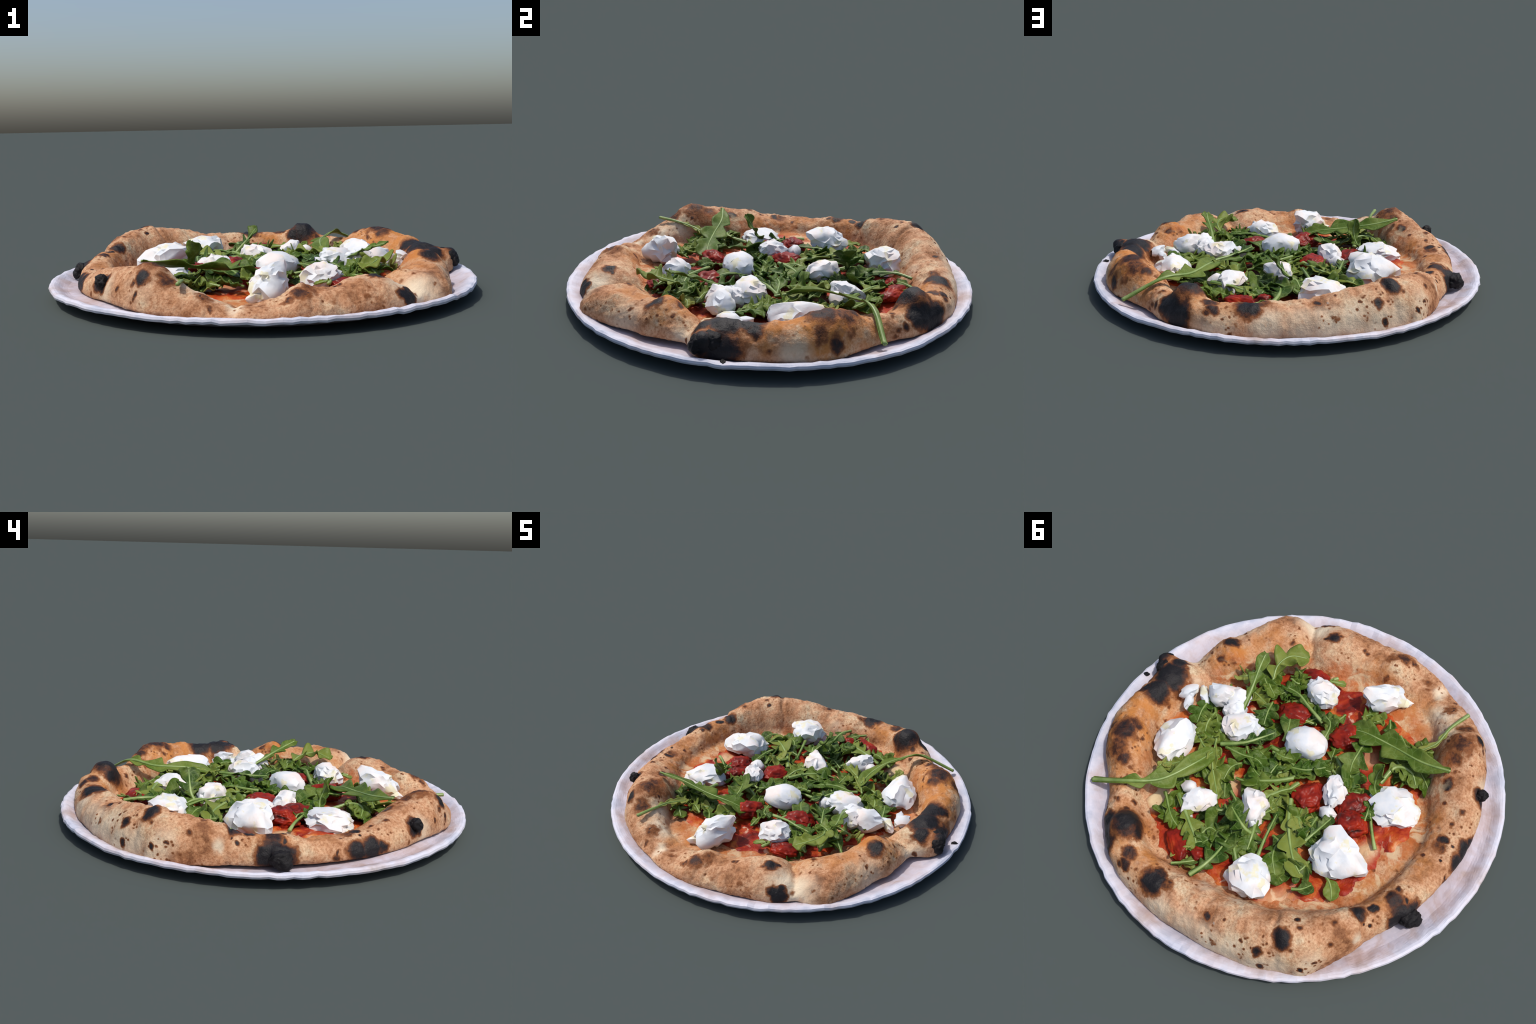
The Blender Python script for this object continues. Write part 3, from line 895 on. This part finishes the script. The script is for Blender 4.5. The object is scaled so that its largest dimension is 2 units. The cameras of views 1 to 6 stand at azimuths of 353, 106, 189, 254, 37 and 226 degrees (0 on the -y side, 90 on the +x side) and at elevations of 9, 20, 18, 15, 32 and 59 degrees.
arugula_leaf([(.259, .060, .106), (.132, .132, .118), (.036, .124, .100)], .070, "frill")
arugula_leaf([(.386, .303, .106), (.425, .350, .118), (.470, .428, .112)], .050, "wavy")
arugula_leaf([(-.420, -.026, .100), (-.407, -.057, .118), (-.369, -.138, .112)], .050, "frill")
arugula_leaf([(.415, -.450, .100), (.352, -.422, .118), (.336, -.366, .100)], .070, "frill")
arugula_leaf([(.574, -.363, .106), (.469, -.277, .130), (.349, -.230, .112)], .060, "wavy")
arugula_leaf([(.518, -.194, .100), (.438, -.190, .112), (.362, -.187, .100)], .070, "frill")
arugula_leaf([(.008, -.189, .094), (.046, -.304, .112), (.103, -.328, .118)], .060, "frill")
arugula_leaf([(.042, -.415, .088), (.043, -.339, .100), (.039, -.278, .100)], .050, "wavy")
arugula_leaf([(.247, .246, .100), (.237, .306, .112), (.322, .278, .100)], .050, "wavy")
arugula_leaf([(.179, -.021, .100), (.100, -.030, .106), (.004, -.020, .106), (-.056, -.047, .094)], .090, "big")
arugula_leaf([(-.064, .033, .106), (-.052, .126, .112), (-.033, .212, .100)], .100, "big")
arugula_leaf([(.173, .215, .100), (.111, .205, .112), (.040, .224, .100)], .100, "round")
arugula_leaf([(-.087, -.197, .094), (-.179, -.150, .112), (-.216, -.073, .106)], .110, "big")
arugula_leaf([(.017, -.124, .088), (-.077, -.097, .106), (-.139, -.122, .100)], .080, "frill")
arugula_leaf([(.208, .129, .100), (.223, .198, .118), (.204, .269, .106)], .080, "wavy")
arugula_leaf([(.079, .539, .094), (.068, .482, .106), (.007, .474, .100)], .100, "frill")
arugula_leaf([(-.162, .308, .094), (-.228, .307, .106), (-.269, .265, .100)], .090, "frill")
arugula_leaf([(-.217, .431, .088), (-.282, .429, .100), (-.357, .440, .094)], .090, "frill")
arugula_leaf([(-.156, .095, .100), (-.201, .177, .118), (-.269, .214, .106)], .080, "wavy")
arugula_leaf([(-.308, -.378, .106), (-.376, -.353, .118), (-.434, -.363, .100)], .090, "wavy")
arugula_leaf([(-.238, -.177, .100), (-.260, -.115, .106), (-.321, -.101, .100)], .070, "frill")
arugula_leaf([(.464, -.404, .100), (.458, -.322, .118), (.454, -.242, .112)], .090, "frill")
arugula_leaf([(.264, -.329, .094), (.326, -.319, .112), (.356, -.274, .106)], .080, "frill")
arugula_leaf([(.569, .085, .088), (.453, .120, .106), (.379, .155, .106)], .090, "frill")

# smaller leaves tucked underneath, where the greens lie thickest
rng = random.Random(12)
BEDS = [((0.30, -0.32), 0.20), ((0.42, 0.02), 0.16), ((0.15, 0.20), 0.24), ((0.10, 0.45), 0.22), ((-0.20, 0.30), 0.24), ((-0.25, -0.30), 0.20), ((0.0, 0.0), 0.25), ((-0.42, -0.36), 0.16), ((0.35, 0.30), 0.16), ((-0.1, 0.5), 0.15)]
for i in range(75):
    (cx, cy), rad = BEDS[i % len(BEDS)]
    a, d = rng.uniform(0, TAU), rad * math.sqrt(rng.random())
    x, y = cx + math.cos(a) * d, cy + math.sin(a) * d
    h = rng.uniform(0, TAU)
    ln = rng.uniform(0.05, 0.095)
    z = rng.uniform(0.072, 0.098)
    dx, dy = math.cos(h) * ln, math.sin(h) * ln
    arugula_leaf([(x - dx, y - dy, z - 0.01), (x, y, z + rng.uniform(0.004, 0.018)), (x + dx, y + dy, z - rng.uniform(0, 0.02))], rng.uniform(0.055, 0.095), rng.choice(["frill", "wavy", "round", "big"]))
